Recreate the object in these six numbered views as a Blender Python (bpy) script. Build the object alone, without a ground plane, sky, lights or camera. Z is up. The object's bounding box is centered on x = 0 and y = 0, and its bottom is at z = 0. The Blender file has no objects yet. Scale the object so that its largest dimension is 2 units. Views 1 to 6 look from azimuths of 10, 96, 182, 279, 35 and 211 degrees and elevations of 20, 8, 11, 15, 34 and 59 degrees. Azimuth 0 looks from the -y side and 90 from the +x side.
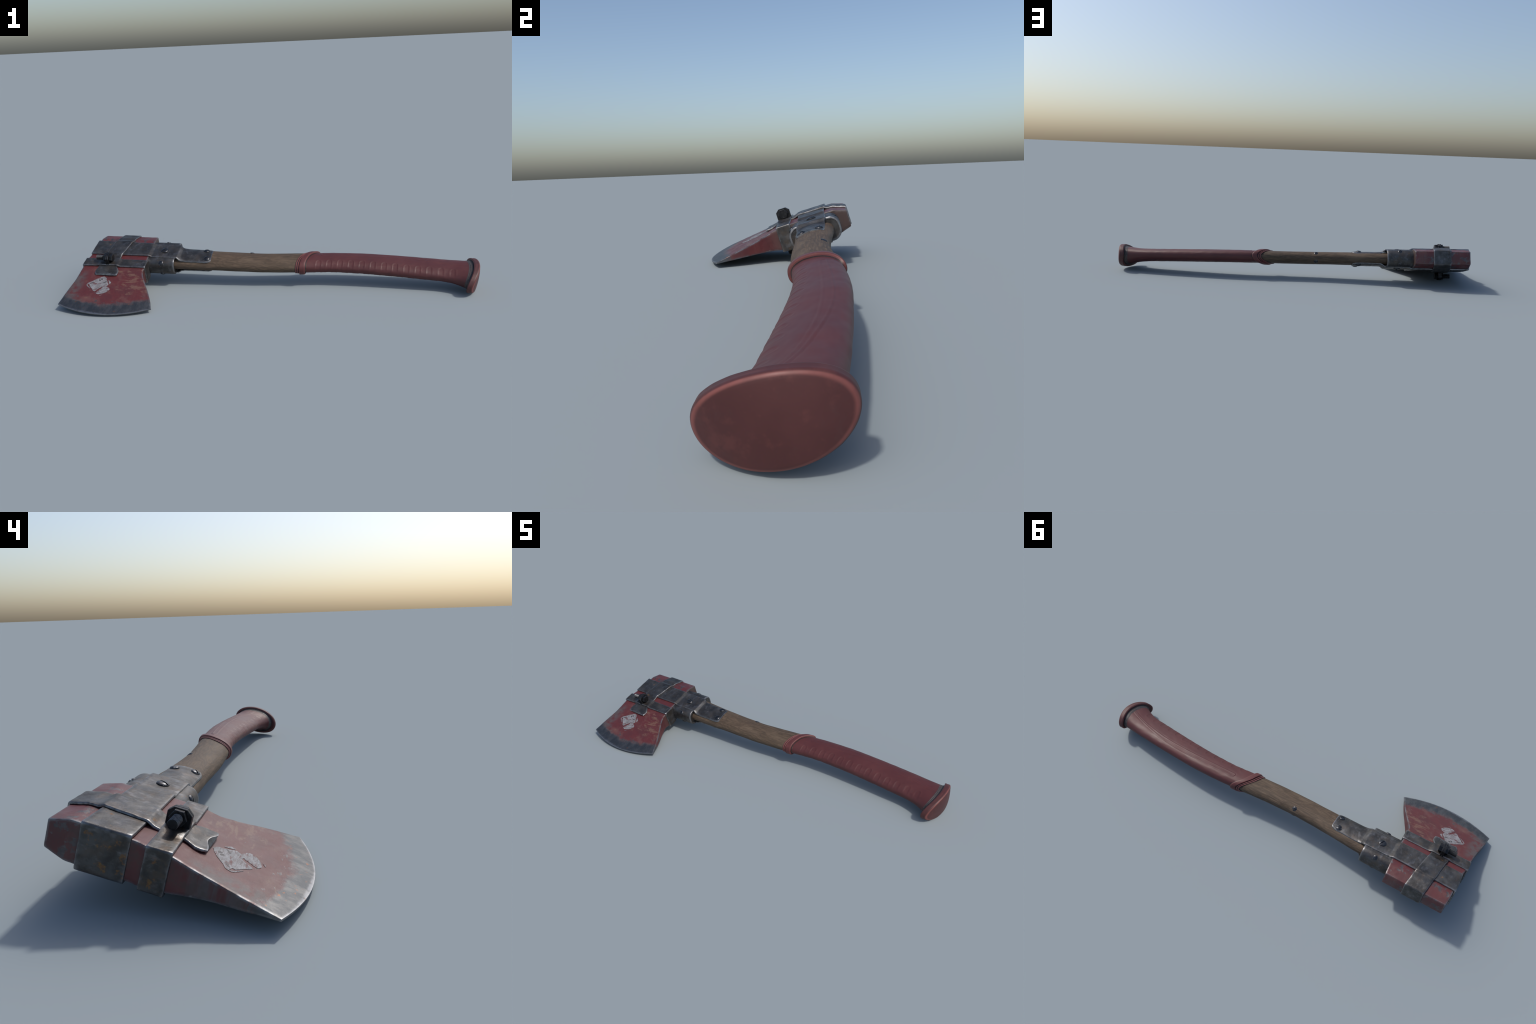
"""A worn red axe lying on its side: painted steel head held by riveted straps,
a clamp band with bolts, a wooden handle with a red rubber grip.
Everything is modelled in the axe's own frame: x along the handle (towards the
pommel), w (local y) in the plane of the blade (towards the poll), t (local z) the thickness."""
import bpy, bmesh, math, random
from mathutils import Vector, Matrix, noise

random.seed(7)

# ------------------------------------------------------------------ pose
TILT, PITCH = math.radians(15.9), math.radians(1.66)
POSE = (Matrix.Translation((-0.00265, 0.0006, 0.0705)) @
        Matrix.Rotation(PITCH, 4, 'Y') @ Matrix.Rotation(TILT, 4, 'X'))

# ------------------------------------------------------------------ helpers
def smooth(t):
    t = max(0.0, min(1.0, t))
    return t * t * (3 - 2 * t)

def curve(pts):
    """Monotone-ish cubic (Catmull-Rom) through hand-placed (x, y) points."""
    xs = [p[0] for p in pts]; ys = [p[1] for p in pts]; n = len(pts)
    def tangent(i):
        if i == 0: return (ys[1] - ys[0]) / (xs[1] - xs[0])
        if i == n - 1: return (ys[-1] - ys[-2]) / (xs[-1] - xs[-2])
        return (ys[i + 1] - ys[i - 1]) / (xs[i + 1] - xs[i - 1])
    ms = [tangent(i) for i in range(n)]
    def f(x):
        if x <= xs[0]: return ys[0]
        if x >= xs[-1]: return ys[-1]
        i = 0
        while x > xs[i + 1]: i += 1
        h = xs[i + 1] - xs[i]; t = (x - xs[i]) / h
        return ((2*t**3 - 3*t**2 + 1) * ys[i] + (t**3 - 2*t**2 + t) * h * ms[i] +
                (-2*t**3 + 3*t**2) * ys[i + 1] + (t**3 - t**2) * h * ms[i + 1])
    return f

def linear(pts):
    def f(x):
        if x <= pts[0][0]: return pts[0][1]
        for (a, b), (c, d) in zip(pts, pts[1:]):
            if x <= c: return b + (d - b) * (x - a) / (c - a)
        return pts[-1][1]
    return f

def dent(p, amount, scale, seed=0.0):
    return amount * noise.noise(Vector(p) * scale + Vector((seed, seed * 1.7, -seed)))

def new_object(name, bm, material, parent, angle=35, matrix=None):
    bmesh.ops.recalc_face_normals(bm, faces=bm.faces)
    me = bpy.data.meshes.new(name)
    bm.to_mesh(me); bm.free()
    return mesh_object(name, me, material, parent, angle, matrix)

def mesh_object(name, me, material, parent, angle=35, matrix=None):
    if material and not me.materials: me.materials.append(material)
    if angle is not None:
        for p in me.polygons: p.use_smooth = True
        me.set_sharp_from_angle(angle=math.radians(angle))
    ob = bpy.data.objects.new(name, me)
    bpy.context.scene.collection.objects.link(ob)
    place(ob, parent, matrix)
    return ob

def place(ob, parent, matrix=None):
    ob.parent = parent
    # every part shares the axe frame; the root empty stands at the ground
    frame = POSE @ matrix if matrix is not None else POSE
    ob.matrix_parent_inverse = Matrix.Identity(4)
    ob.matrix_basis = (WORLD.get(parent.name, Matrix.Identity(4))).inverted() @ frame
    WORLD[ob.name] = frame

WORLD = {}

def loft(bm, rings, closed=False, cap=True):
    """Skin a list of equally long closed rings."""
    vs = [[bm.verts.new(p) for p in r] for r in rings]
    n = len(vs[0])
    pairs = list(zip(vs, vs[1:])) + ([(vs[-1], vs[0])] if closed else [])
    for a, b in pairs:
        for i in range(n):
            j = (i + 1) % n
            bm.faces.new((a[i], a[j], b[j], b[i]))
    if cap and not closed:
        bm.faces.new(vs[0]); bm.faces.new(list(reversed(vs[-1])))
    return vs

def round_path(pts, radius, step, closed=False):
    """Round the corners of a 2D polyline and resample it."""
    out = []; n = len(pts)
    for i, p in enumerate(pts):
        p = Vector(p)
        if not closed and i in (0, n - 1):
            out.append(p); continue
        a = Vector(pts[i - 1]); b = Vector(pts[(i + 1) % n])
        r = min(radius(p) if callable(radius) else radius, (a - p).length * .45, (b - p).length * .45)
        s = p + (a - p).normalized() * r; e = p + (b - p).normalized() * r
        for k in range(6):
            t = k / 5
            out.append(s * (1 - t)**2 + p * 2 * t * (1 - t) + e * t * t)
    if closed: out.append(out[0])
    res = [out[0]]
    for a, b in zip(out, out[1:]):
        m = max(1, int((b - a).length / step))
        for k in range(1, m + 1): res.append(a + (b - a) * k / m)
    if closed: res.pop()
    return res

def normals_2d(path, closed, flip):
    ns = []; n = len(path)
    for i in range(n):
        a = path[i - 1] if (i > 0 or closed) else path[i]
        b = path[(i + 1) % n] if (i < n - 1 or closed) else path[i]
        d = (b - a)
        if d.length < 1e-9: d = Vector((1, 0))
        d.normalize(); ns.append(Vector((-d.y, d.x)) * flip)
    return ns

def strip(bm, path, normals, span, to3d, thick, closed=False, edge=.0022, across=10, wobble=.0005, seed=1.0):
    """Bent sheet metal: `path` is its outer face in a 2D section, `span(p)` gives the
    two borders at a station, `to3d(p2d, s)` puts section point and width position in space."""
    rings = []
    for p, nrm in zip(path, normals):
        s0, s1 = span(p)
        ring = []
        def put(s, depth):
            q = to3d(p - nrm * depth, s)
            k = dent(q, wobble, 45, seed) + dent(q, wobble * .6, 120, seed)
            q2 = to3d(p - nrm * (depth + k), s + dent(q, wobble * 1.6, 30, seed + 9))
            ring.append(q2)
        put(s0, thick * .9)
        put(s0, edge); put(s0 + edge * .35, edge * .35)
        for i in range(across + 1):
            put(s0 + edge + (s1 - s0 - 2 * edge) * i / across, 0)
        put(s1 - edge * .35, edge * .35); put(s1, edge)
        put(s1, thick * .9)
        put(s1 - edge * .6, thick); put(s0 + edge * .6, thick)
        rings.append(ring)
    loft(bm, rings, closed=closed)

# ------------------------------------------------------------------ materials
class Nodes:
    def __init__(self, name):
        self.mat = bpy.data.materials.new(name); self.mat.use_nodes = True
        self.t = self.mat.node_tree; self.t.nodes.clear()
        self.out = self.t.nodes.new('ShaderNodeOutputMaterial')
        self.bsdf = self.t.nodes.new('ShaderNodeBsdfPrincipled')
        self.t.links.new(self.bsdf.outputs[0], self.out.inputs[0])
        self.co = self.t.nodes.new('ShaderNodeTexCoord').outputs['Object']
    def link(self, a, b): self.t.links.new(a, b)
    def set(self, sock, v):
        if hasattr(v, 'is_linked') or isinstance(v, bpy.types.NodeSocket): self.link(v, sock)
        else: sock.default_value = v
    def mapping(self, scale=(1, 1, 1), rot=(0, 0, 0), loc=(0, 0, 0), src=None):
        m = self.t.nodes.new('ShaderNodeMapping'); self.link(src or self.co, m.inputs[0])
        m.inputs['Scale'].default_value = scale; m.inputs['Rotation'].default_value = rot
        m.inputs['Location'].default_value = loc
        return m.outputs[0]
    def noise(self, scale, detail=4, rough=.6, vec=None, dist=0.0):
        n = self.t.nodes.new('ShaderNodeTexNoise'); self.link(vec or self.co, n.inputs['Vector'])
        n.inputs['Scale'].default_value = scale; n.inputs['Detail'].default_value = detail
        n.inputs['Roughness'].default_value = rough; n.inputs['Distortion'].default_value = dist
        return n.outputs['Fac']
    def ramp(self, src, a, b, lo=0.0, hi=1.0):
        m = self.t.nodes.new('ShaderNodeMapRange'); m.interpolation_type = 'SMOOTHSTEP'; m.clamp = True
        self.set(m.inputs['Value'], src)
        m.inputs['From Min'].default_value = a; m.inputs['From Max'].default_value = b
        m.inputs['To Min'].default_value = lo; m.inputs['To Max'].default_value = hi
        return m.outputs['Result']
    def math(self, op, a, b=0.0, c=None):
        m = self.t.nodes.new('ShaderNodeMath'); m.operation = op
        self.set(m.inputs[0], a); self.set(m.inputs[1], b)
        if c is not None: self.set(m.inputs[2], c)
        return m.outputs[0]
    def mix(self, fac, a, b):
        m = self.t.nodes.new('ShaderNodeMix'); m.data_type = 'RGBA'
        self.set(m.inputs[0], fac)
        self.set(m.inputs[6], (*a, 1) if isinstance(a, tuple) else a)
        self.set(m.inputs[7], (*b, 1) if isinstance(b, tuple) else b)
        return m.outputs[2]
    def mixf(self, fac, a, b):
        m = self.t.nodes.new('ShaderNodeMix'); m.data_type = 'FLOAT'
        self.set(m.inputs[0], fac); self.set(m.inputs[2], a); self.set(m.inputs[3], b)
        return m.outputs[0]
    def xyz(self):
        s = self.t.nodes.new('ShaderNodeSeparateXYZ'); self.link(self.co, s.inputs[0])
        return s.outputs
    def edge_wear(self, radius):
        """1 on worn convex rims: how far the rounded normal leaves the true one."""
        b = self.t.nodes.new('ShaderNodeBevel'); b.samples = 8; b.inputs['Radius'].default_value = radius
        g = self.t.nodes.new('ShaderNodeNewGeometry')
        d = self.t.nodes.new('ShaderNodeVectorMath'); d.operation = 'DOT_PRODUCT'
        self.link(b.outputs[0], d.inputs[0]); self.link(g.outputs['Normal'], d.inputs[1])
        return self.math('SUBTRACT', 1.0, d.outputs['Value'])
    def rim(self, lo=.515, hi=.57):
        """1 on convex rims of the mesh, where handling has polished it."""
        g = self.t.nodes.new('ShaderNodeNewGeometry')
        return self.ramp(g.outputs['Pointiness'], lo, hi)
    def bump(self, h, strength, dist=.002):
        b = self.t.nodes.new('ShaderNodeBump'); b.inputs['Strength'].default_value = strength
        b.inputs['Distance'].default_value = dist; self.link(h, b.inputs['Height'])
        self.link(b.outputs[0], self.bsdf.inputs['Normal'])
    def finish(self, color, rough, metal=0.0, spec=.5):
        self.set(self.bsdf.inputs['Base Color'], color if not isinstance(color, tuple) else (*color, 1))
        self.set(self.bsdf.inputs['Roughness'], rough); self.set(self.bsdf.inputs['Metallic'], metal)
        self.bsdf.inputs['Specular IOR Level'].default_value = spec
        return self.mat

STEEL = (.092, .091, .091)
STEEL_DARK = (.050, .048, .047)
STEEL_WARM = (.098, .077, .062)
STEEL_EDGE = (.42, .43, .455)  # kept pale so the edge colour carries white sun glints
RED = (.090, .0180, .0190)
RED_DUSTY = (.125, .060, .052)
TAN = (.145, .080, .056)

def steel_material(name='strap_steel', rusty=1.0, warm=.5):
    n = Nodes(name)
    big = n.noise(19, 5, .65); fine = n.noise(110, 4, .7)
    brushed = n.noise(60, 3, .6, n.mapping((.8, .45, .8), (0, 0, .5)))
    c = n.mix(n.ramp(big, .35, .65), STEEL, STEEL_DARK)
    c = n.mix(n.ramp(n.noise(22, 4, .65, n.mapping(loc=(3, 1, 2))), .48, .68, 0, warm), c, STEEL_WARM)
    c = n.mix(n.ramp(brushed, .52, .72, 0, .5), c, (.17, .17, .178))
    # rust flecks, thick on the front end of the bands
    x = n.xyz()[0]
    front = n.ramp(x, -.938, -.946, 0, .09)
    fl = n.math('ADD', n.noise(42, 5, .62, n.mapping(loc=(7, 2, 5))), front)
    rust = n.ramp(fl, .655, .76, 0, .7 * rusty)
    c = n.mix(rust, c, n.mix(n.ramp(fine, .4, .6), (.16, .070, .028), (.26, .13, .022)))
    w = n.math('MULTIPLY', n.math('MAXIMUM', n.ramp(n.edge_wear(.007), .006, .075), n.rim()), n.ramp(n.noise(45, 4, .65), .34, .60, .25, 1))
    c = n.mix(n.math('MULTIPLY', w, .58), c, STEEL_EDGE)
    rough = n.mixf(w, n.ramp(n.noise(24, 4, .65, n.mapping(loc=(6, 6, 1))), .3, .7, .36, .58), .25)
    rough = n.mixf(rust, rough, .8)
    metal = n.mixf(rust, .78, .1)
    n.bump(n.math('ADD', fine, n.math('MULTIPLY', big, 2.0)), .18, .003)
    return n.finish(c, rough, metal)

def dark_steel_material():
    n = Nodes('blackened_steel')
    big = n.noise(90, 3, .6)
    c = n.mix(n.ramp(big, .4, .7), (.022, .023, .026), (.040, .041, .044))
    w = n.math('MULTIPLY', n.ramp(n.edge_wear(.0022), .015, .15), n.ramp(n.noise(200, 2, .6), .35, .6, .3, 1))
    c = n.mix(n.math('MULTIPLY', w, .6), c, (.30, .31, .33))
    n.bump(big, .1, .001)
    return n.finish(c, n.ramp(big, .3, .7, .34, .46), .8)

def screw_material():
    n = Nodes('screw_steel')
    big = n.noise(70, 3, .6)
    c = n.mix(n.ramp(big, .4, .7), (.045, .048, .055), (.085, .086, .09))
    w = n.ramp(n.edge_wear(.002), .03, .2, 0, .5)
    c = n.mix(w, c, (.36, .37, .39))
    return n.finish(c, .33, .9)

def paint_material():
    """Chipped red paint over steel; bare ground cutting edge; brown scuffs on the heel side."""
    n = Nodes('chipped_red_paint')
    x, w, t = n.xyz()
    # distance above the cutting arc
    dx = n.math('SUBTRACT', x, -.762)
    arc = n.math('SUBTRACT', -.304, n.math('MULTIPLY', n.math('MULTIPLY', dx, dx), -1.02))
    dist = n.math('SUBTRACT', w, arc)
    rag = n.noise(26, 5, .65); rag2 = n.noise(9, 3, .6, n.mapping(loc=(4, 4, 0)))
    d2 = n.math('ADD', dist, n.math('MULTIPLY', n.math('SUBTRACT', rag, .5), .055))
    d2 = n.math('ADD', d2, n.math('MULTIPLY', n.math('SUBTRACT', rag2, .5), .05))
    bare_edge = n.ramp(d2, .077, .047)
    flat = n.mapping((1, 1, .15))
    # red body with darker and dustier clouds
    c = n.mix(n.ramp(n.noise(17, 4, .6, flat), .42, .66), RED, (.076, .0185, .020))
    c = n.mix(n.ramp(n.noise(11, 4, .65, n.mapping((1, 1, .15), loc=(2, 5, 0))), .50, .68, 0, .55), c, RED_DUSTY)
    # scuffs: slanting streaks, dense towards the heel, few elsewhere
    streak = n.noise(46, 4, .68, n.mapping((.42, 1.25, .2), (0, 0, -.55)), .6)
    heel = n.math('MULTIPLY', n.ramp(x, -.80, -.70), n.ramp(w, -.215, -.15))
    heel = n.math('MULTIPLY', heel, n.ramp(n.noise(15, 3, .6, flat), .36, .56))
    sc = n.math('ADD', streak, n.math('MULTIPLY', n.math('SUBTRACT', heel, 1.0), .13))
    sc = n.math('MULTIPLY', n.ramp(sc, .46, .60), n.ramp(w, .01, -.01))
    # brownish front and rear poll ends; by the band, darkened with baked shade
    g = n.t.nodes.new('ShaderNodeNewGeometry')
    tr = n.t.nodes.new('ShaderNodeVectorTransform'); tr.vector_type = 'NORMAL'
    tr.convert_from = 'WORLD'; tr.convert_to = 'OBJECT'; n.link(g.outputs['Normal'], tr.inputs[0])
    s = n.t.nodes.new('ShaderNodeSeparateXYZ'); n.link(tr.outputs[0], s.inputs[0])
    cheek = n.ramp(n.math('ABSOLUTE', s.outputs[2]), .5, .8)
    c = n.mix(n.math('MULTIPLY', n.math('MULTIPLY', sc, .75), cheek), c, TAN)
    # grey rubbed toe side
    toe = n.math('MULTIPLY', n.ramp(x, -.895, -.94), n.ramp(w, .0, -.06))
    toe = n.math('MULTIPLY', toe, n.ramp(n.noise(30, 4, .65, flat), .36, .58))
    c = n.mix(n.math('MULTIPLY', toe, .8), c, (.075, .066, .066))
    # loose chips and scratches down to the steel
    chips = n.noise(58, 4, .62, n.mapping((.5, 1.1, .4), (0, 0, .35), (1, 8, 0)))
    low = n.ramp(dist, .12, .06, 0, .11)
    bare = n.ramp(n.math('ADD', chips, low), .69, .73, 0, .85)
    poll = n.math('MULTIPLY', n.ramp(w, .19, .22), n.ramp(n.noise(34, 4, .65, n.mapping(loc=(9, 3, 1))), .52, .62, 0, .8))
    wear = n.math('MULTIPLY', n.math('MAXIMUM', n.ramp(n.edge_wear(.013), .006, .06), n.rim(.512, .56)), n.ramp(n.noise(34, 4, .6), .34, .58, .15, 1))
    bare = n.math('MAXIMUM', n.math('MAXIMUM', bare, bare_edge), n.math('MAXIMUM', wear, poll))
    rear = n.math('MULTIPLY', n.ramp(s.outputs[0], .6, .85), n.ramp(w, -.06, .03))
    front = n.math('MULTIPLY', n.ramp(s.outputs[0], -.6, -.85), n.ramp(n.noise(24, 4, .65), .42, .62, 0, .6))
    brown = n.math('MAXIMUM', rear, front)
    c = n.mix(n.math('MULTIPLY', brown, .85), c, (.048, .034, .029))
    bare = n.math('MULTIPLY', bare, n.math('SUBTRACT', 1.0, n.math('MULTIPLY', rear, .75)))
    steel = n.mix(n.ramp(n.noise(40, 4, .7, n.mapping((1, .4, 1))), .35, .7), (.080, .085, .092), (.135, .136, .138))
    steel = n.mix(n.ramp(dist, .005, .001, 0, .3), steel, STEEL_EDGE)
    steel = n.mix(n.math('MULTIPLY', wear, .55), steel, (.30, .31, .33))
    steel = n.mix(n.ramp(n.noise(55, 4, .7, n.mapping(loc=(5, 1, 3))), .62, .72, 0, .7), steel, (.25, .11, .06))
    c = n.mix(bare, c, steel)
    rough = n.mixf(bare, n.ramp(n.noise(28, 3, .6), .3, .7, .40, .52), .46)
    metal = n.mixf(bare, .0, .9)
    h = n.math('ADD', n.math('MULTIPLY', bare, -1.0), n.math('MULTIPLY', n.noise(90, 4, .7), .8))
    n.bump(h, .16, .003)
    return n.finish(c, rough, metal, .5)

def wood_material():
    n = Nodes('weathered_wood')
    x, w, t = n.xyz()
    warp = n.noise(7, 2, .5, n.mapping((.5, 1.6, 1.6)))
    grain_vec = n.mapping((2.2, 26, 26))
    fine = n.noise(6.0, 6, .72, grain_vec, .4)
    # cathedral figure: rings of a tilted growth axis
    rings = n.math('SINE', n.math('MULTIPLY', n.math('ADD', n.math('MULTIPLY', t, 9.0),
                   n.math('ADD', n.math('MULTIPLY', x, .9), n.math('MULTIPLY', n.noise(5.5, 3, .55, n.mapping((.55, 2.2, 1))), 1.6))), 62.0))
    c = n.mix(n.ramp(fine, .36, .66), (.061, .042, .028), (.126, .089, .060))
    c = n.mix(n.ramp(rings, -.3, 1.0, 0, .45), c, (.052, .037, .026))
    c = n.mix(n.ramp(warp, .5, .72, 0, .5), c, (.140, .103, .071))
    c = n.mix(n.ramp(n.noise(16, 3, .6, n.mapping((.5, 1, 1), loc=(3, 3, 3))), .56, .72, 0, .6), c, (.062, .044, .030))
    pores = n.ramp(n.noise(11, 3, .6, n.mapping((3, 24, 24), loc=(5, 5, 5))), .66, .74, 0, .7)
    c = n.mix(pores, c, (.035, .024, .018))
    n.bump(n.math('ADD', fine, n.math('MULTIPLY', rings, .15)), .35, .002)
    return n.finish(c, n.ramp(fine, .3, .7, .58, .70), 0.0, .28)

def rubber_material(name, base, worn, wear_radius=.006, wear_amount=.8, oval=None):
    n = Nodes(name)
    big = n.noise(10, 4, .6); fine = n.noise(130, 4, .7)
    c = n.mix(n.ramp(big, .35, .68), base, tuple(v * 1.18 for v in base))
    c = n.mix(n.ramp(n.noise(20, 4, .65, n.mapping((.5, 1.4, 1.4), loc=(2, 7, 1))), .52, .72, 0, .4), c, tuple(.55 * a + .45 * b for a, b in zip(base, worn)))
    c = n.mix(n.ramp(n.noise(34, 3, .6, n.mapping(loc=(2, 1, 6))), .55, .75, 0, .35), c, (.062, .028, .028))
    wr = n.math('MULTIPLY', n.ramp(n.edge_wear(wear_radius), .008, .12), n.ramp(n.noise(28, 3, .6), .3, .6, .5, 1))
    if oval:                                      # rubbed rim of the oval butt
        x, w, t = n.xyz()
        ew = n.math('DIVIDE', n.math('SUBTRACT', w, oval[0]), oval[1]); et = n.math('DIVIDE', t, oval[2])
        d = n.math('SQRT', n.math('ADD', n.math('MULTIPLY', ew, ew), n.math('MULTIPLY', et, et)))
        rim = n.math('MULTIPLY', n.ramp(d, .90, .962), n.ramp(d, .999, .975))
        wr = n.math('MULTIPLY', rim, n.ramp(n.noise(28, 3, .6), .25, .6, .6, 1))
    c = n.mix(n.math('MULTIPLY', wr, wear_amount), c, worn)
    n.bump(fine, .10, .0015)
    return n.finish(c, n.ramp(big, .3, .7, .46, .55), 0.0, .45)

def plain_material(name, color, rough, metal=0.0):
    n = Nodes(name)
    f = n.noise(120, 3, .6)
    c = n.mix(n.ramp(f, .35, .65), tuple(v * .8 for v in color), tuple(v * 1.2 for v in color))
    return n.finish(c, rough, metal)

def label_material():
    n = Nodes('worn_white_label')
    lines = n.noise(120, 4, .7, n.mapping((.35, 1.6, 1), (0, 0, -.62)))
    c = n.mix(n.ramp(n.noise(60, 3, .6), .4, .7), (.18, .18, .19), (.265, .265, .28))
    c = n.mix(n.ramp(lines, .48, .62, 0, .8), c, (.10, .080, .082))
    c = n.mix(n.ramp(n.noise(40, 4, .65, n.mapping((.6, 1.5, 1), (0, 0, -.62), (3, 1, 0))), .54, .63, 0, .9), c, (.092, .024, .026))
    return n.finish(c, .55, 0.0, .4)

M_STEEL = steel_material()
M_BRACKET = steel_material('clamp_steel', 1.0, .8)
M_SLEEVE = steel_material('sleeve_steel', .8, .8)
M_BLACK = dark_steel_material()
M_SCREW = screw_material()
M_PAINT = paint_material()
M_WOOD = wood_material()
M_GRIP = rubber_material('red_grip_rubber', (.075, .0190, .0190), (.140, .045, .042), .004, .6)
M_RIM = rubber_material('red_rim_rubber', (.088, .0230, .0225), (.24, .080, .070), .012, .9)
M_CAP = rubber_material('red_butt_rubber', (.060, .0170, .0165), (.19, .060, .052), .012, .9, oval=(.1105, .1095, .0625))
M_NECK = plain_material('grey_brown_rubber', (.062, .050, .047), .5)
M_GROOVE_SHADE = plain_material('baked_groove_shade', (.012, .012, .014), .5)  # near-black for rings modelling the occlusion shade baked into the grooves
M_LABEL = label_material()
M_INK = plain_material('faded_black_ink', (.06, .055, .06), .55)

# ------------------------------------------------------------------ root
root = bpy.data.objects.new('fire_axe', None)
root.empty_display_size = .2
bpy.context.scene.collection.objects.link(root)
root['label'] = 'worn red axe with strapped steel head and rubber grip'
root['category'] = 'axe'
WORLD[root.name] = Matrix.Identity(4)

# ------------------------------------------------------------------ shaft surface
HI = curve([(-.66, .229), (-.48, .223), (-.39, .216), (-.25, .207), (-.10, .203), (0, .208), (.10, .216), (.20, .225),
            (.30, .234), (.45, .239), (.60, .233), (.80, .219), (.95, .203), (1.0, .198)])
LO = curve([(-.66, .078), (-.45, .077), (-.30, .080), (-.10, .080), (0, .083), (.10, .089), (.20, .097), (.30, .105),
            (.45, .102), (.60, .091), (.75, .076), (.84, .066), (.88, .055), (.91, .042), (.935, .026), (.96, .010)])
HALF = curve([(-.66, .034), (-.30, .0345), (0, .034), (.50, .034), (.82, .034), (.88, .0370), (.93, .0440), (.97, .0505)])

def shaft_point(x, phi, off=0.0):
    """phi = 0 on the poll side, 90 degrees on the upper face."""
    c, s = math.cos(phi), math.sin(phi)
    e = 2 / 2.25
    hi, lo, b = HI(x) + off, LO(x) - off, HALF(x) + off
    w = (hi + lo) / 2 + (hi - lo) / 2 * math.copysign(abs(c)**e, c)
    return Vector((x, w, b * math.copysign(abs(s)**e, s)))

def collar_skew(u): return .072 * u**2.3        # the collar sweeps back on the poll side
def butt_arc(w): return .9495 + .652 * w - 2.31 * w * w   # the butt is a slanting, rounded cut

def shaft_ring(n, x_of, off_of):
    ring = []
    for i in range(n):
        phi = 2 * math.pi * i / n
        u = (1 + math.cos(phi)) / 2
        p = shaft_point(.5, phi)
        x = x_of(u, p.y)
        for _ in range(12):
            p = shaft_point(x, phi); x = .5 * x + .5 * x_of(u, p.y)
        ring.append(shaft_point(x, phi, off_of(x, p.y, phi)))
    return ring

# wooden handle
bm = bmesh.new()
rings = []
for k in range(200):
    xs = -.655 + (.235 + .655) * k / 199
    rings.append([shaft_point(xs, 2 * math.pi * i / 72,
                  dent((xs * .35, math.cos(2 * math.pi * i / 72) * .08, math.sin(2 * math.pi * i / 72) * .08), .0014, 30)
                  - .0022 * smooth((xs - .165) / .02)) for i in range(72)])
loft(bm, rings)
handle = new_object('handle', bm, M_WOOD, root, 40)

# rubber grip: seam ridges on both faces, thumb-wide dents under the belly
SEAM = curve([(.20, .184), (.25, .187), (.43, .195), (.57, .196), (.70, .186), (.83, .160), (.95, .126)])
SEAM_HALF = curve([(.24, .0085), (.57, .0100), (.83, .0055), (.95, .0045)])
DENTS = [(.232 + .0533 * i, w) for i, w in enumerate((.140, .147, .149, .150, .149, .147, .142, .139, .131, .125, .122, .117, .108))]

def grip_relief(x, w, phi):
    h = 0.0
    # U-shaped seam, closed with a round end near the collar
    if .225 < x < .962:
        half = SEAM_HALF(x)
        d = abs(w - SEAM(x))
        if x < .2435 + half:
            d = math.hypot(w - SEAM(x), x - (.2435 + half)); half = SEAM_HALF(.25)
        fade = smooth((.958 - x) / .02)
        h += fade * (.0011 * math.exp(-((d - half) / .0020)**2) - .0005 * math.exp(-((d - half - .004) / .002)**2))
    for xi, wi in DENTS:
        if abs(x - xi) > .03: continue
        lean = (wi - w) * -.10
        a = abs(x - xi - lean)
        dw = wi - .012 - w                       # below the arch top
        d = a if dw > 0 else math.hypot(a, dw)
        inside = smooth((.0140 - d) / .006)
        soft = 1 - .92 * smooth((wi - .028 - w) / .026)
        h -= .0008 * inside * soft
        h += .0003 * math.exp(-((d - .0155) / .003)**2) * soft
    return h + dent((x * .5, w, math.sin(phi) * .05), .0006, 60)

bm = bmesh.new()
rings = []
NS = 460
for k in range(NS + 1):
    f = k / NS
    xs = .150 + .745 * f
    a = 1 - smooth((f - .02) / .22)
    b = smooth((f - .80) / .20)
    rings.append(shaft_ring(168, lambda u, w: xs * (1 - b) + (butt_arc(w) - .047) * b + collar_skew(u) * a, grip_relief))
loft(bm, rings)
grip = new_object('grip', bm, M_GRIP, root, 60)

# collar at the front of the grip: two thin rims, one broad rolled band
def collar(name, profile, material, parent):
    bm = bmesh.new()
    rings = [shaft_ring(120, lambda u, w: .117 + dx + collar_skew(u), lambda x, w, phi: off) for dx, off in profile]
    loft(bm, rings, cap=False)
    return new_object(name, bm, material, parent, 40)
coll = collar('grip_collar', [(.0195, -.003), (.0195, .0074), (.0205, .0090), (.0230, .0098), (.029, .0098), (.038, .0098),
                              (.0445, .0098), (.0468, .0088), (.0478, .0072), (.0478, -.003)], M_RIM, grip)
collar('collar_rim', [(.0, -.003), (.0, .0026), (.0012, .0038), (.0048, .0040), (.0060, .0030), (.0064, -.003)], M_RIM, grip)
collar('collar_rim', [(.0096, -.003), (.0096, .0034), (.0108, .0050), (.0146, .0052), (.0160, .004), (.0164, -.003)], M_RIM, grip)
collar('collar_shade_ring', [(-.0016, -.004), (-.0016, .0012), (.004, .0014), (.012, .0016), (.020, .0020), (.030, .0020), (.048, .0022), (.0515, .0018), (.0520, -.004)], M_GROOVE_SHADE, grip)

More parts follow.
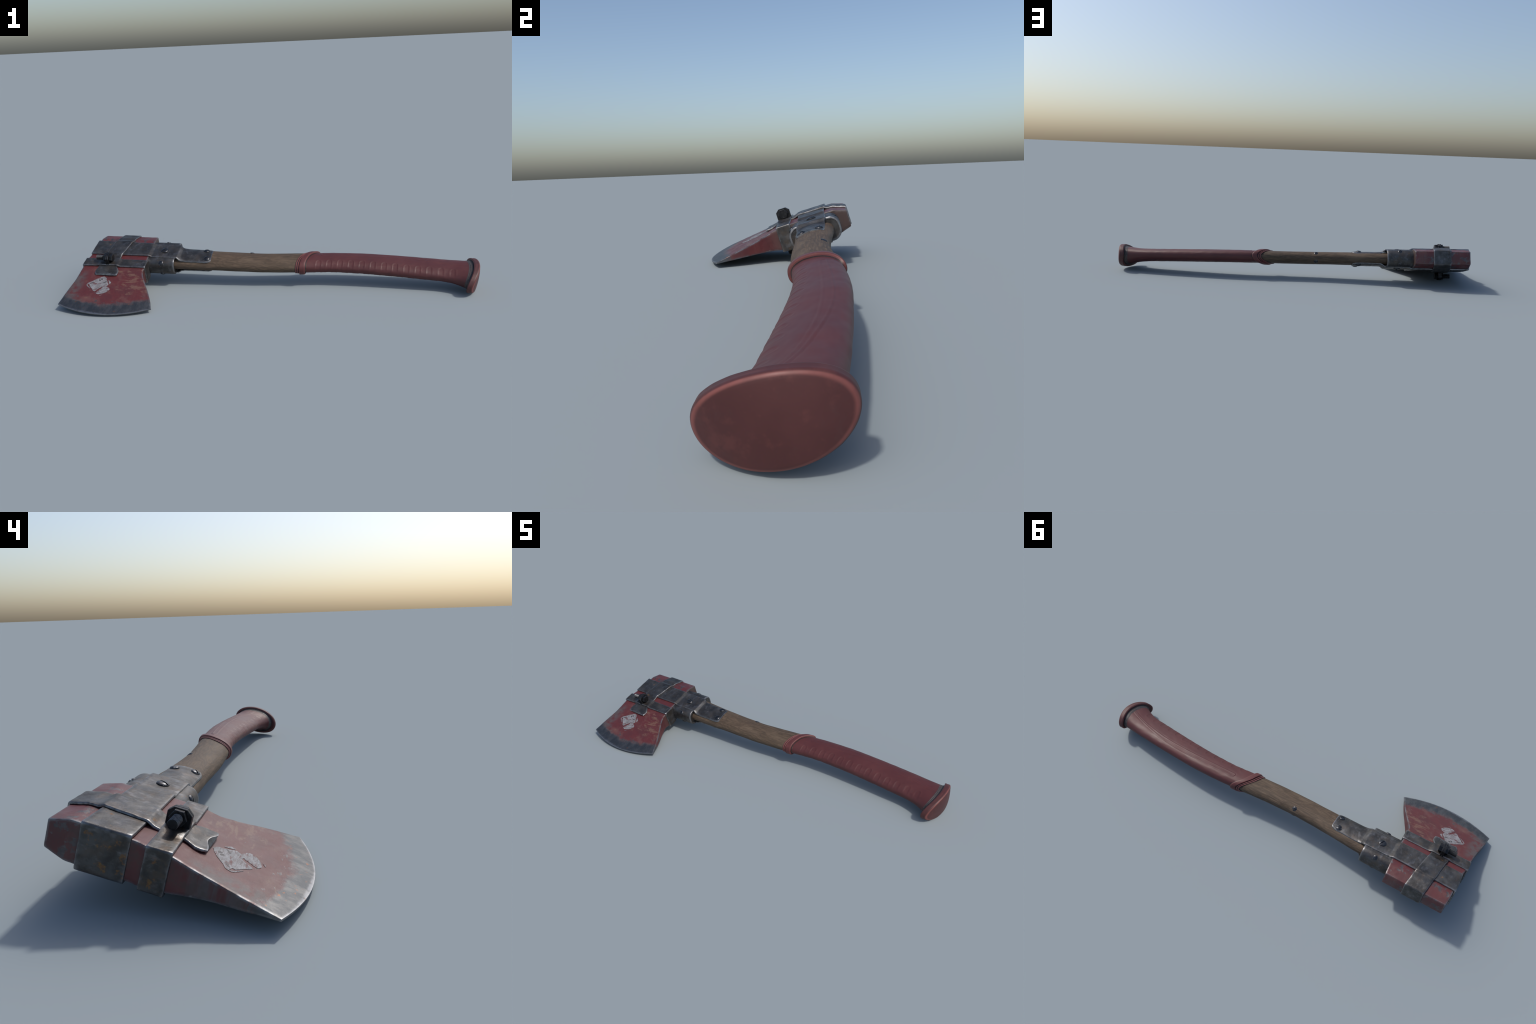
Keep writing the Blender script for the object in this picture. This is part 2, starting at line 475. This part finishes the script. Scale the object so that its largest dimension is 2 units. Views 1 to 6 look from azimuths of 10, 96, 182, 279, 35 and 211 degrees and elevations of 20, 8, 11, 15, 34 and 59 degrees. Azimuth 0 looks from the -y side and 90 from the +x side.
# neck and slanted butt cap
def neck(name, profile, material, parent):
    bm = bmesh.new()
    rings = [shaft_ring(120, lambda u, w: butt_arc(w) + xs, lambda x, w, phi: off) for xs, off in profile]
    loft(bm, rings, cap=False)
    return new_object(name, bm, material, parent, 40)
neck('grip_neck', [(-.052, -.003), (-.0485, .0004), (-.0460, .0008), (-.0448, -.0002), (-.0434, -.0002), (-.0422, .0012), (-.0395, .0014),
                   (-.0383, .0004), (-.0368, .0004), (-.0355, .0018), (-.029, .0018)], M_NECK, grip)
neck('neck_shade_ring', [(-.0335, .000), (-.0325, .0036), (-.0295, .0044), (-.0275, .003)], M_GROOVE_SHADE, grip)

CAP_W, CAP_A, CAP_B = .1105, .1095, .0625
def cap_ring(xs, off, n=120, k=1.0):
    ring = []
    for i in range(n):
        phi = 2 * math.pi * i / n
        c, s = math.cos(phi), math.sin(phi)
        w = CAP_W + (CAP_A + off) * k * math.copysign(abs(c)**.96, c)
        t = (CAP_B + off) * k * math.copysign(abs(s)**.96, s)
        o = dent((c, s, xs * 8), .0006, 4)
        ring.append(Vector((butt_arc(w) + xs, w, t + o)))
    return ring
bm = bmesh.new()
rings = [cap_ring(x, o) for x, o in [(-.0280, -.024), (-.0280, -.006), (-.0272, -.0022), (-.0250, -.0003), (-.0215, .0004), (-.0150, -.0008),
                                      (-.0085, .0004), (-.0040, -.0004), (-.0010, -.0028), (.0002, -.0060)]]
rings += [cap_ring(.0002 + .0042 * (1 - k * k), -.006, k=k) for k in (.93, .8, .6, .4, .2, .05)]
loft(bm, rings)
new_object('butt_cap', bm, M_CAP, grip, 50)

# ------------------------------------------------------------------ axe head
X_TOE = curve([(-.248, -.994), (-.165, -.980), (-.10, -.966), (-.04, -.958), (0, -.953), (.055, -.950), (.085, -.943), (.236, -.935), (.287, -.930)])
X_HEEL = curve([(-.248, -.530), (-.16, -.566), (-.10, -.598), (-.035, -.6305), (0, -.634), (.10, -.635), (.20, -.636), (.287, -.641)])
THICK = linear([(-.25, .0035), (-.20, .0105), (-.15, .0165), (-.115, .0210), (-.08, .0265), (-.04, .0340), (0, .0430),
                (.03, .0470), (.10, .0490), (.235, .0495), (.287, .0335), (.29, .0335)])
def edge_drop(u): return -.248 - .056 * (1 - (2 * u - 1)**2)   # bow of the cutting edge

NX, KNEE = 64, -.13
def head_ring(w, s=None, thick=None, shrink=0.0):
    wk = w if s is None else KNEE + (-.248 - KNEE) * s
    x0, x1 = X_TOE(wk) + shrink, X_HEEL(wk) - shrink
    T = (THICK(w) if thick is None else thick)
    c = min(.0032, T * .45)
    side = [(-T + c) + (2 * T - 2 * c) * i / 8 for i in range(9)]
    outline = [(x0, t) for t in side] + [(x0 + c * .3, T - c * .3)]
    outline += [(x0 + c + (x1 - x0 - 2 * c) * i / NX, T) for i in range(NX + 1)]
    outline += [(x1 - c * .3, T - c * .3)] + [(x1, t) for t in reversed(side)] + [(x1 - c * .3, -T + c * .3)]
    outline += [(x1 - c - (x1 - x0 - 2 * c) * i / NX, -T) for i in range(NX + 1)]
    outline += [(x0 + c * .3, -T + c * .3)]
    ring = []
    for x, t in outline:
        u = (x - x0) / (x1 - x0)
        ww = w if s is None else KNEE + (edge_drop(u) - KNEE) * s
        k = dent((x, ww, t), .0007, 28) + dent((x, ww, t), .0004, 80)
        ring.append(Vector((x + (k if abs(t) < T - .001 else 0), ww, t + math.copysign(k, t) * min(1, T / .02))))
    return ring
bm = bmesh.new()
rings = [head_ring(.2870, thick=.0312, shrink=.0026), head_ring(.2862, thick=.0328, shrink=.0008), head_ring(.2845, shrink=0)]
for i in range(14): rings.append(head_ring(.283 - (.283 - .238) * i / 13))
for i in range(1, 60): rings.append(head_ring(.236 - (.236 - KNEE) * i / 59))
for i in range(1, 37):
    s = i / 36
    rings.append(head_ring(KNEE, s, THICK(KNEE) + (.0030 - THICK(KNEE)) * s**1.02))
rings.append(head_ring(KNEE, 1.004, .0016))
loft(bm, rings)
head = new_object('axe_head', bm, M_PAINT, root, 32)

def blade_thickness(w): return linear([(-.248, .0050), (-.15, .0164), (-.115, .0210), (-.08, .0265), (-.04, .0340), (0, .043)])(w)

from mathutils.bvhtree import BVHTree
CHEEK = BVHTree.FromPolygons([v.co.copy() for v in head.data.vertices], [tuple(p.vertices) for p in head.data.polygons])

# worn white label with ink remnants, lying on both cheeks of the blade
LABEL = {
 'worn_label': [[(-.896, -.120), (-.891, -.106), (-.874, -.095), (-.856, -.078), (-.837, -.067), (-.8225, -.0603), (-.807, -.069), (-.803, -.081),
                 (-.793, -.098), (-.784, -.111), (-.791, -.125), (-.799, -.135), (-.8134, -.129), (-.826, -.141), (-.836, -.158), (-.843, -.160), (-.852, -.154),
                 (-.855, -.148), (-.868, -.135), (-.8776, -.1268), (-.8764, -.119), (-.8894, -.1135), (-.8887, -.121), (-.866, -.1445), (-.880, -.1355)],
                [(-.810, -.1366), (-.802, -.1300), (-.791, -.1253), (-.7825, -.1273), (-.7724, -.1342), (-.768, -.1415), (-.770, -.1504), (-.7786, -.1623),
                 (-.7963, -.1735), (-.814, -.1784), (-.825, -.1754), (-.830, -.1694), (-.8253, -.1603)],
                [(-.7936, -.0814), (-.781, -.0895), (-.7758, -.0967), (-.776, -.1054), (-.780, -.1082), (-.788, -.095)],
                [(-.8096, -.1856), (-.801, -.180), (-.792, -.177), (-.7953, -.1847), (-.803, -.187)]],
 'label_ink': [[(-.8345, -.0785), (-.8285, -.0725), (-.8210, -.0795), (-.8260, -.0850)],
               [(-.8430, -.0840), (-.8380, -.0800), (-.8310, -.0885), (-.8355, -.0920)],
               [(-.8800, -.1120), (-.8660, -.0990), (-.8620, -.1005), (-.8760, -.1150)],
               [(-.8150, -.1000), (-.8010, -.0880), (-.7985, -.0925), (-.8120, -.1035)]]}
for name, shapes in LABEL.items():
    bm = bmesh.new()
    for side in (1, -1):
        for poly in shapes:
            pts = round_path(poly, .004, .003, closed=True)
            lift = .00045 if name == 'worn_label' else .0007
            top = [bm.verts.new((p.x + dent((p.x, p.y, 0), .0016, 140), p.y + dent((p.y, p.x, 3), .0016, 140), 0)) for p in pts]
            f = bm.faces.new(top)
    bmesh.ops.triangulate(bm, faces=bm.faces)
    for _ in range(3):
        long_edges = [e for e in bm.edges if e.calc_length() > .008]
        if long_edges: bmesh.ops.subdivide_edges(bm, edges=long_edges, cuts=1)
        bmesh.ops.triangulate(bm, faces=bm.faces)
    # first half of the connected islands to the upper cheek, second half to the lower one
    bm.verts.ensure_lookup_table()
    seen, islands = set(), []
    for v in bm.verts:
        if v in seen: continue
        stack, isl = [v], []
        seen.add(v)
        while stack:
            q = stack.pop(); isl.append(q)
            for e in q.link_edges:
                o = e.other_vert(q)
                if o not in seen: seen.add(o); stack.append(o)
        islands.append(isl)
    for i, isl in enumerate(islands):
        side = 1 if i < len(islands) / 2 else -1
        for v in isl:                              # drop each point onto the cheek
            hit = CHEEK.ray_cast(Vector((v.co.x, v.co.y, side * .2)), Vector((0, 0, -side)))[0]
            v.co.z = (hit.z if hit else side * blade_thickness(v.co.y)) + side * lift
    me_bm = bm
    solid = bmesh.ops.solidify(bm, geom=bm.faces[:], thickness=.0004)
    new_object(name, bm, M_LABEL if name == 'worn_label' else M_INK, head, 50)

# ------------------------------------------------------------------ sleeve round the handle
def rounded_section(w0, w1, half, r, n=10):
    pts = []
    for cw, ct, a0 in ((w1 - r, half - r, 0), (w0 + r, half - r, 90), (w0 + r, -half + r, 180), (w1 - r, -half + r, 270)):
        for i in range(n + 1):
            a = math.radians(a0 + 90 * i / n)
            pts.append((cw + r * math.cos(a), ct + r * math.sin(a)))
    return pts
bm = bmesh.new()
prof = [(-.660, 0), (-.640, 0)] + [(-.640 + .138 * i / 20, 0) for i in range(1, 20)] + [(-.5015, .0002), (-.4995, .0012), (-.4985, .003), (-.4985, .0075), (-.5005, .0085), (-.5015, .012), (-.5020, .034)]
rings = []
for x, inset in prof:
    ring = []
    for w, t in rounded_section(.0535 + inset, .2495 - inset, .0460 - inset, .038 - inset):
        k = dent((x, w, t), .0009, 32, 4) + dent((x, w, t), .0004, 90, 2)
        ring.append(Vector((x, w + k * (1 if w > .15 else -1), t + math.copysign(k, t))))
    rings.append(ring)
loft(bm, rings, cap=False)
sleeve = new_object('handle_sleeve', bm, M_SLEEVE, root, 40)

# ------------------------------------------------------------------ long strap plate (hairpin round the front end of the head)
upper = [(-.314, .0392), (-.474, .0400), (-.490, .0500), (-.620, .0505), (-.636, .0580), (-.945, .0580)]
path = upper + [(x, -t) for x, t in reversed(upper)]
# refine: tiny corner break at the front
path = [p for p in path]
pr = round_path(path, lambda p: .008 if p.x < -.9 else .0035, .006)   # soft hairpin bend, crisp steps
nr = normals_2d(pr, False, -1)
W_LOW = linear([(-.95, .0945), (-.80, .092), (-.63, .0935), (-.49, .0930), (-.48, .090), (-.335, .090), (-.316, .0965), (-.314, .100)])
W_HIGH = linear([(-.95, .2080), (-.80, .203), (-.63, .2010), (-.49, .2045), (-.48, .198), (-.335, .1935), (-.316, .187), (-.314, .183)])
def plate_point(p, s):
    # the free end hugs the round handle
    bend = smooth((p.x + .50) / .06) * .0085 * ((s - .142) / .052)**2
    return Vector((p.x, s, p.y - math.copysign(bend, p.y)))
bm = bmesh.new()
strip(bm, pr, nr, lambda p: (W_LOW(p.x), W_HIGH(p.x)), plate_point, .0068, seed=2, wobble=.0006)
plate = new_object('strap_plate', bm, M_STEEL, root, 38)

# ------------------------------------------------------------------ cross strap over the poll with torn ends on the blade
upper = [(-.056, .0395), (-.030, .0440), (0.0, .0520), (.060, .0545), (.074, .0560), (.092, .0645), (.203, .0645), (.2145, .0575), (.240, .0558), (.2925, .0392)]
path = upper + [(w, -t) for w, t in reversed(upper)]
pr = round_path(path, lambda p: .006 if p.x > .22 else .0045, .005)
nr = normals_2d(pr, False, 1)
S_LEFT = linear([(-.06, -.866), (-.045, -.876), (-.028, -.876), (-.008, -.868), (.06, -.862), (.09, -.857), (.20, -.842), (.292, -.829)])
S_RIGHT = linear([(-.06, -.760), (-.045, -.757), (-.028, -.757), (-.012, -.766), (.0, -.775), (.06, -.775), (.09, -.771), (.20, -.751), (.292, -.737)])
def strap_point(p, s):
    w = p.x
    torn = smooth((-.028 - w) / .026)
    a = (s + .817) / .06
    w += torn * (.012 * math.exp(-((a - .05) / .45)**2) - .006 * math.exp(-((a - .62) / .25)**2))
    t = p.y + math.copysign(torn * (.0022 * math.sin(a * 3.2) + .0018), p.y)
    return Vector((s, w, t))
bm = bmesh.new()
strip(bm, pr, nr, lambda p: (S_LEFT(p.x), S_RIGHT(p.x)), strap_point, .0062, seed=5, wobble=.0009, across=12)
new_object('cross_strap', bm, M_STEEL, root, 38)

# ------------------------------------------------------------------ clamp band below the strap, closed by bolted ears
top = [(-.629, .0520), (-.760, .0530), (-.776, .0600), (-.862, .0600), (-.878, .0545), (-.957, .0530)]
path = [(x, t) for x, t in top] + [(x, -t) for x, t in reversed(top)]
pr = round_path(path, .006, .005, closed=True)
nr = normals_2d(pr, True, -1)
bm = bmesh.new()
strip(bm, pr, nr, lambda p: (.0005, .0590), lambda p, s: Vector((p.x, s, p.y)), .0068, closed=True, seed=8, wobble=.0006, across=6)
band = new_object('clamp_band', bm, M_BRACKET, root, 38)

def prism(bm, outline, x0, x1, bevel):
    """outline in (w, t), extruded along x with chamfered rims."""
    cw = sum(p[0] for p in outline) / len(outline); ct = sum(p[1] for p in outline) / len(outline)
    r = max(math.hypot(p[0] - cw, p[1] - ct) for p in outline)
    k = 1 - bevel / r
    def ring(x, k): return [Vector((x, cw + (w - cw) * k, ct + (t - ct) * k)) for w, t in outline]
    loft(bm, [ring(x0, k), ring(x0 + bevel * .8, 1), ring(x1 - bevel * .8, 1), ring(x1, k)])

def hexagon(cw, ct, r, turn=0):
    return [(cw + r * math.cos(math.radians(60 * i + turn)), ct + r * math.sin(math.radians(60 * i + turn))) for i in range(6)]

EAR = [(.0008, .0560), (.0008, .0905), (.0145, .1030), (.0455, .1030), (.0592, .0905), (.0592, .0560)]
bm = bmesh.new()
prism(bm, EAR, -.8222, -.8142, .0012)
ear_a = bm
me_ear = bpy.data.meshes.new('clamp_ear'); bmesh.ops.recalc_face_normals(bm, faces=bm.faces); bm.to_mesh(me_ear); bm.free()

bm = bmesh.new()
prism(bm, hexagon(.0303, .0805, .0212), -.8150, -.7972, .0016)
me_bolt = bpy.data.meshes.new('bolt_head'); bmesh.ops.recalc_face_normals(bm, faces=bm.faces); bm.to_mesh(me_bolt); bm.free()
bm = bmesh.new()
prism(bm, hexagon(.0300, .0812, .0218), -.8436, -.8312, .0014)
me_nut = bpy.data.meshes.new('bolt_nut'); bmesh.ops.recalc_face_normals(bm, faces=bm.faces); bm.to_mesh(me_nut); bm.free()
bm = bmesh.new()                                   # threaded shank
rings = []; x = -.838; i = 0
while x > -.8815:
    r = .0128 if i % 2 else .0112
    rings.append([Vector((x - .0028 * a / 32 * 0, .0300 + r * math.cos(2 * math.pi * a / 32), .0812 + r * math.sin(2 * math.pi * a / 32))) for a in range(32)])
    x -= .0015; i += 1
rings.append([Vector((-.8825, .0300 + .0105 * math.cos(2 * math.pi * a / 32), .0812 + .0105 * math.sin(2 * math.pi * a / 32))) for a in range(32)])
loft(bm, rings)
me_shank = bpy.data.meshes.new('threaded_shank'); bmesh.ops.recalc_face_normals(bm, faces=bm.faces); bm.to_mesh(me_shank); bm.free()

HALF_TURN = Matrix.Diagonal((1, 1, -1, 1))
def mirrored(me):
    m = me.copy(); m.transform(HALF_TURN); m.flip_normals(); return m
for flip in (False, True):
    def side(me): return mirrored(me) if flip else me.copy()
    shank = mesh_object('clamp_bolt', side(me_bolt), M_BLACK, root, 30)
    mesh_object('threaded_shank', side(me_shank), M_BLACK, shank, 20)
    mesh_object('bolt_nut', side(me_nut), M_BLACK, shank, 30)
    for dx in (0, -.0094):
        me = side(me_ear); me.transform(Matrix.Translation((dx, 0, 0)))
        mesh_object('clamp_ear', me, M_BLACK, band, 30)

# ------------------------------------------------------------------ slotted screws
def screw_mesh(name, radius, height, slot=.17, depth=.55):
    """Domed head with a straight slot, axis along z, sitting on z = 0."""
    bm = bmesh.new()
    def half(sign):
        rows = []
        y0 = slot * radius
        n, m = 20, 9
        floor = height * (1 - depth)
        for i in range(m + 1):                     # concentric arcs cut off by the slot wall
            a = math.pi / 2 * i / m
            r = radius * math.cos(a) if i < m else 0
            z = height * (.28 + .72 * math.sin(a)) if i else 0
            if i == 1: r = radius * .995
            r = max(r, y0 * 1.02)
            th0 = math.asin(min(1, y0 / r))
            rows.append([bm.verts.new((r * math.cos(th0 + (math.pi - 2 * th0) * k / n), sign * r * math.sin(th0 + (math.pi - 2 * th0) * k / n), z)) for k in range(n + 1)])
        for a, b in zip(rows, rows[1:]):
            for k in range(n):
                bm.faces.new((a[k], a[k + 1], b[k + 1], b[k]))
        wall = [r[0] for r in rows] + [r[-1] for r in reversed(rows)]
        bm.faces.new(wall)
    half(1); half(-1)
    base = [bm.verts.new((radius * .985 * math.cos(2 * math.pi * k / 40), radius * .985 * math.sin(2 * math.pi * k / 40), height * (1 - depth))) for k in range(40)]
    low = [bm.verts.new((v.co.x, v.co.y, -.004)) for v in base]
    bm.faces.new(base)
    for k in range(40): bm.faces.new((base[k], base[(k + 1) % 40], low[(k + 1) % 40], low[k]))
    bmesh.ops.remove_doubles(bm, verts=bm.verts, dist=1e-6)
    bmesh.ops.recalc_face_normals(bm, faces=bm.faces)
    me = bpy.data.meshes.new(name); bm.to_mesh(me); bm.free()
    me.materials.append(M_SCREW)
    for p in me.polygons: p.use_smooth = True
    me.set_sharp_from_angle(angle=math.radians(40))
    return me

S_BIG = screw_mesh('large_screw', .0185, .0085)
S_MID = screw_mesh('plate_screw', .0150, .0080)
S_WOOD = screw_mesh('handle_screw', .0122, .0062)
S_SMALL = screw_mesh('sleeve_screw', .0122, .0075)

def add_screw(mesh, parent, pos, normal, slot_angle):
    z = Vector(normal).normalized()
    x = Vector((1, 0, 0)) - z * z.x
    x.normalize(); y = z.cross(x)
    rot = Matrix((x, y, z)).transposed().to_4x4()
    m = Matrix.Translation(pos) @ rot @ Matrix.Rotation(math.radians(slot_angle), 4, 'Z')
    ob = bpy.data.objects.new('screw', mesh)
    bpy.context.scene.collection.objects.link(ob)
    place(ob, parent, m)

for sgn in (1, -1):
    add_screw(S_BIG, plate, (-.563, .149, sgn * .0498), (0, 0, sgn), 62 * sgn)
    add_screw(S_MID, plate, (-.348, .177, sgn * .0345), (0, .26, sgn), 12 * sgn)
    add_screw(S_MID, plate, (-.335, .113, sgn * .0350), (0, -.22, sgn), 40 * sgn)
    add_screw(S_WOOD, handle, (-.113, .1895, sgn * .0205), (0, .80, sgn * .75), 50 * sgn)
    add_screw(S_SMALL, sleeve, (-.567, .2340, sgn * .0335), (0, .75, sgn * .7), 30 * sgn)
    add_screw(S_SMALL, sleeve, (-.564, .0645, sgn * .0315), (0, -.75, sgn * .7), 55 * sgn)
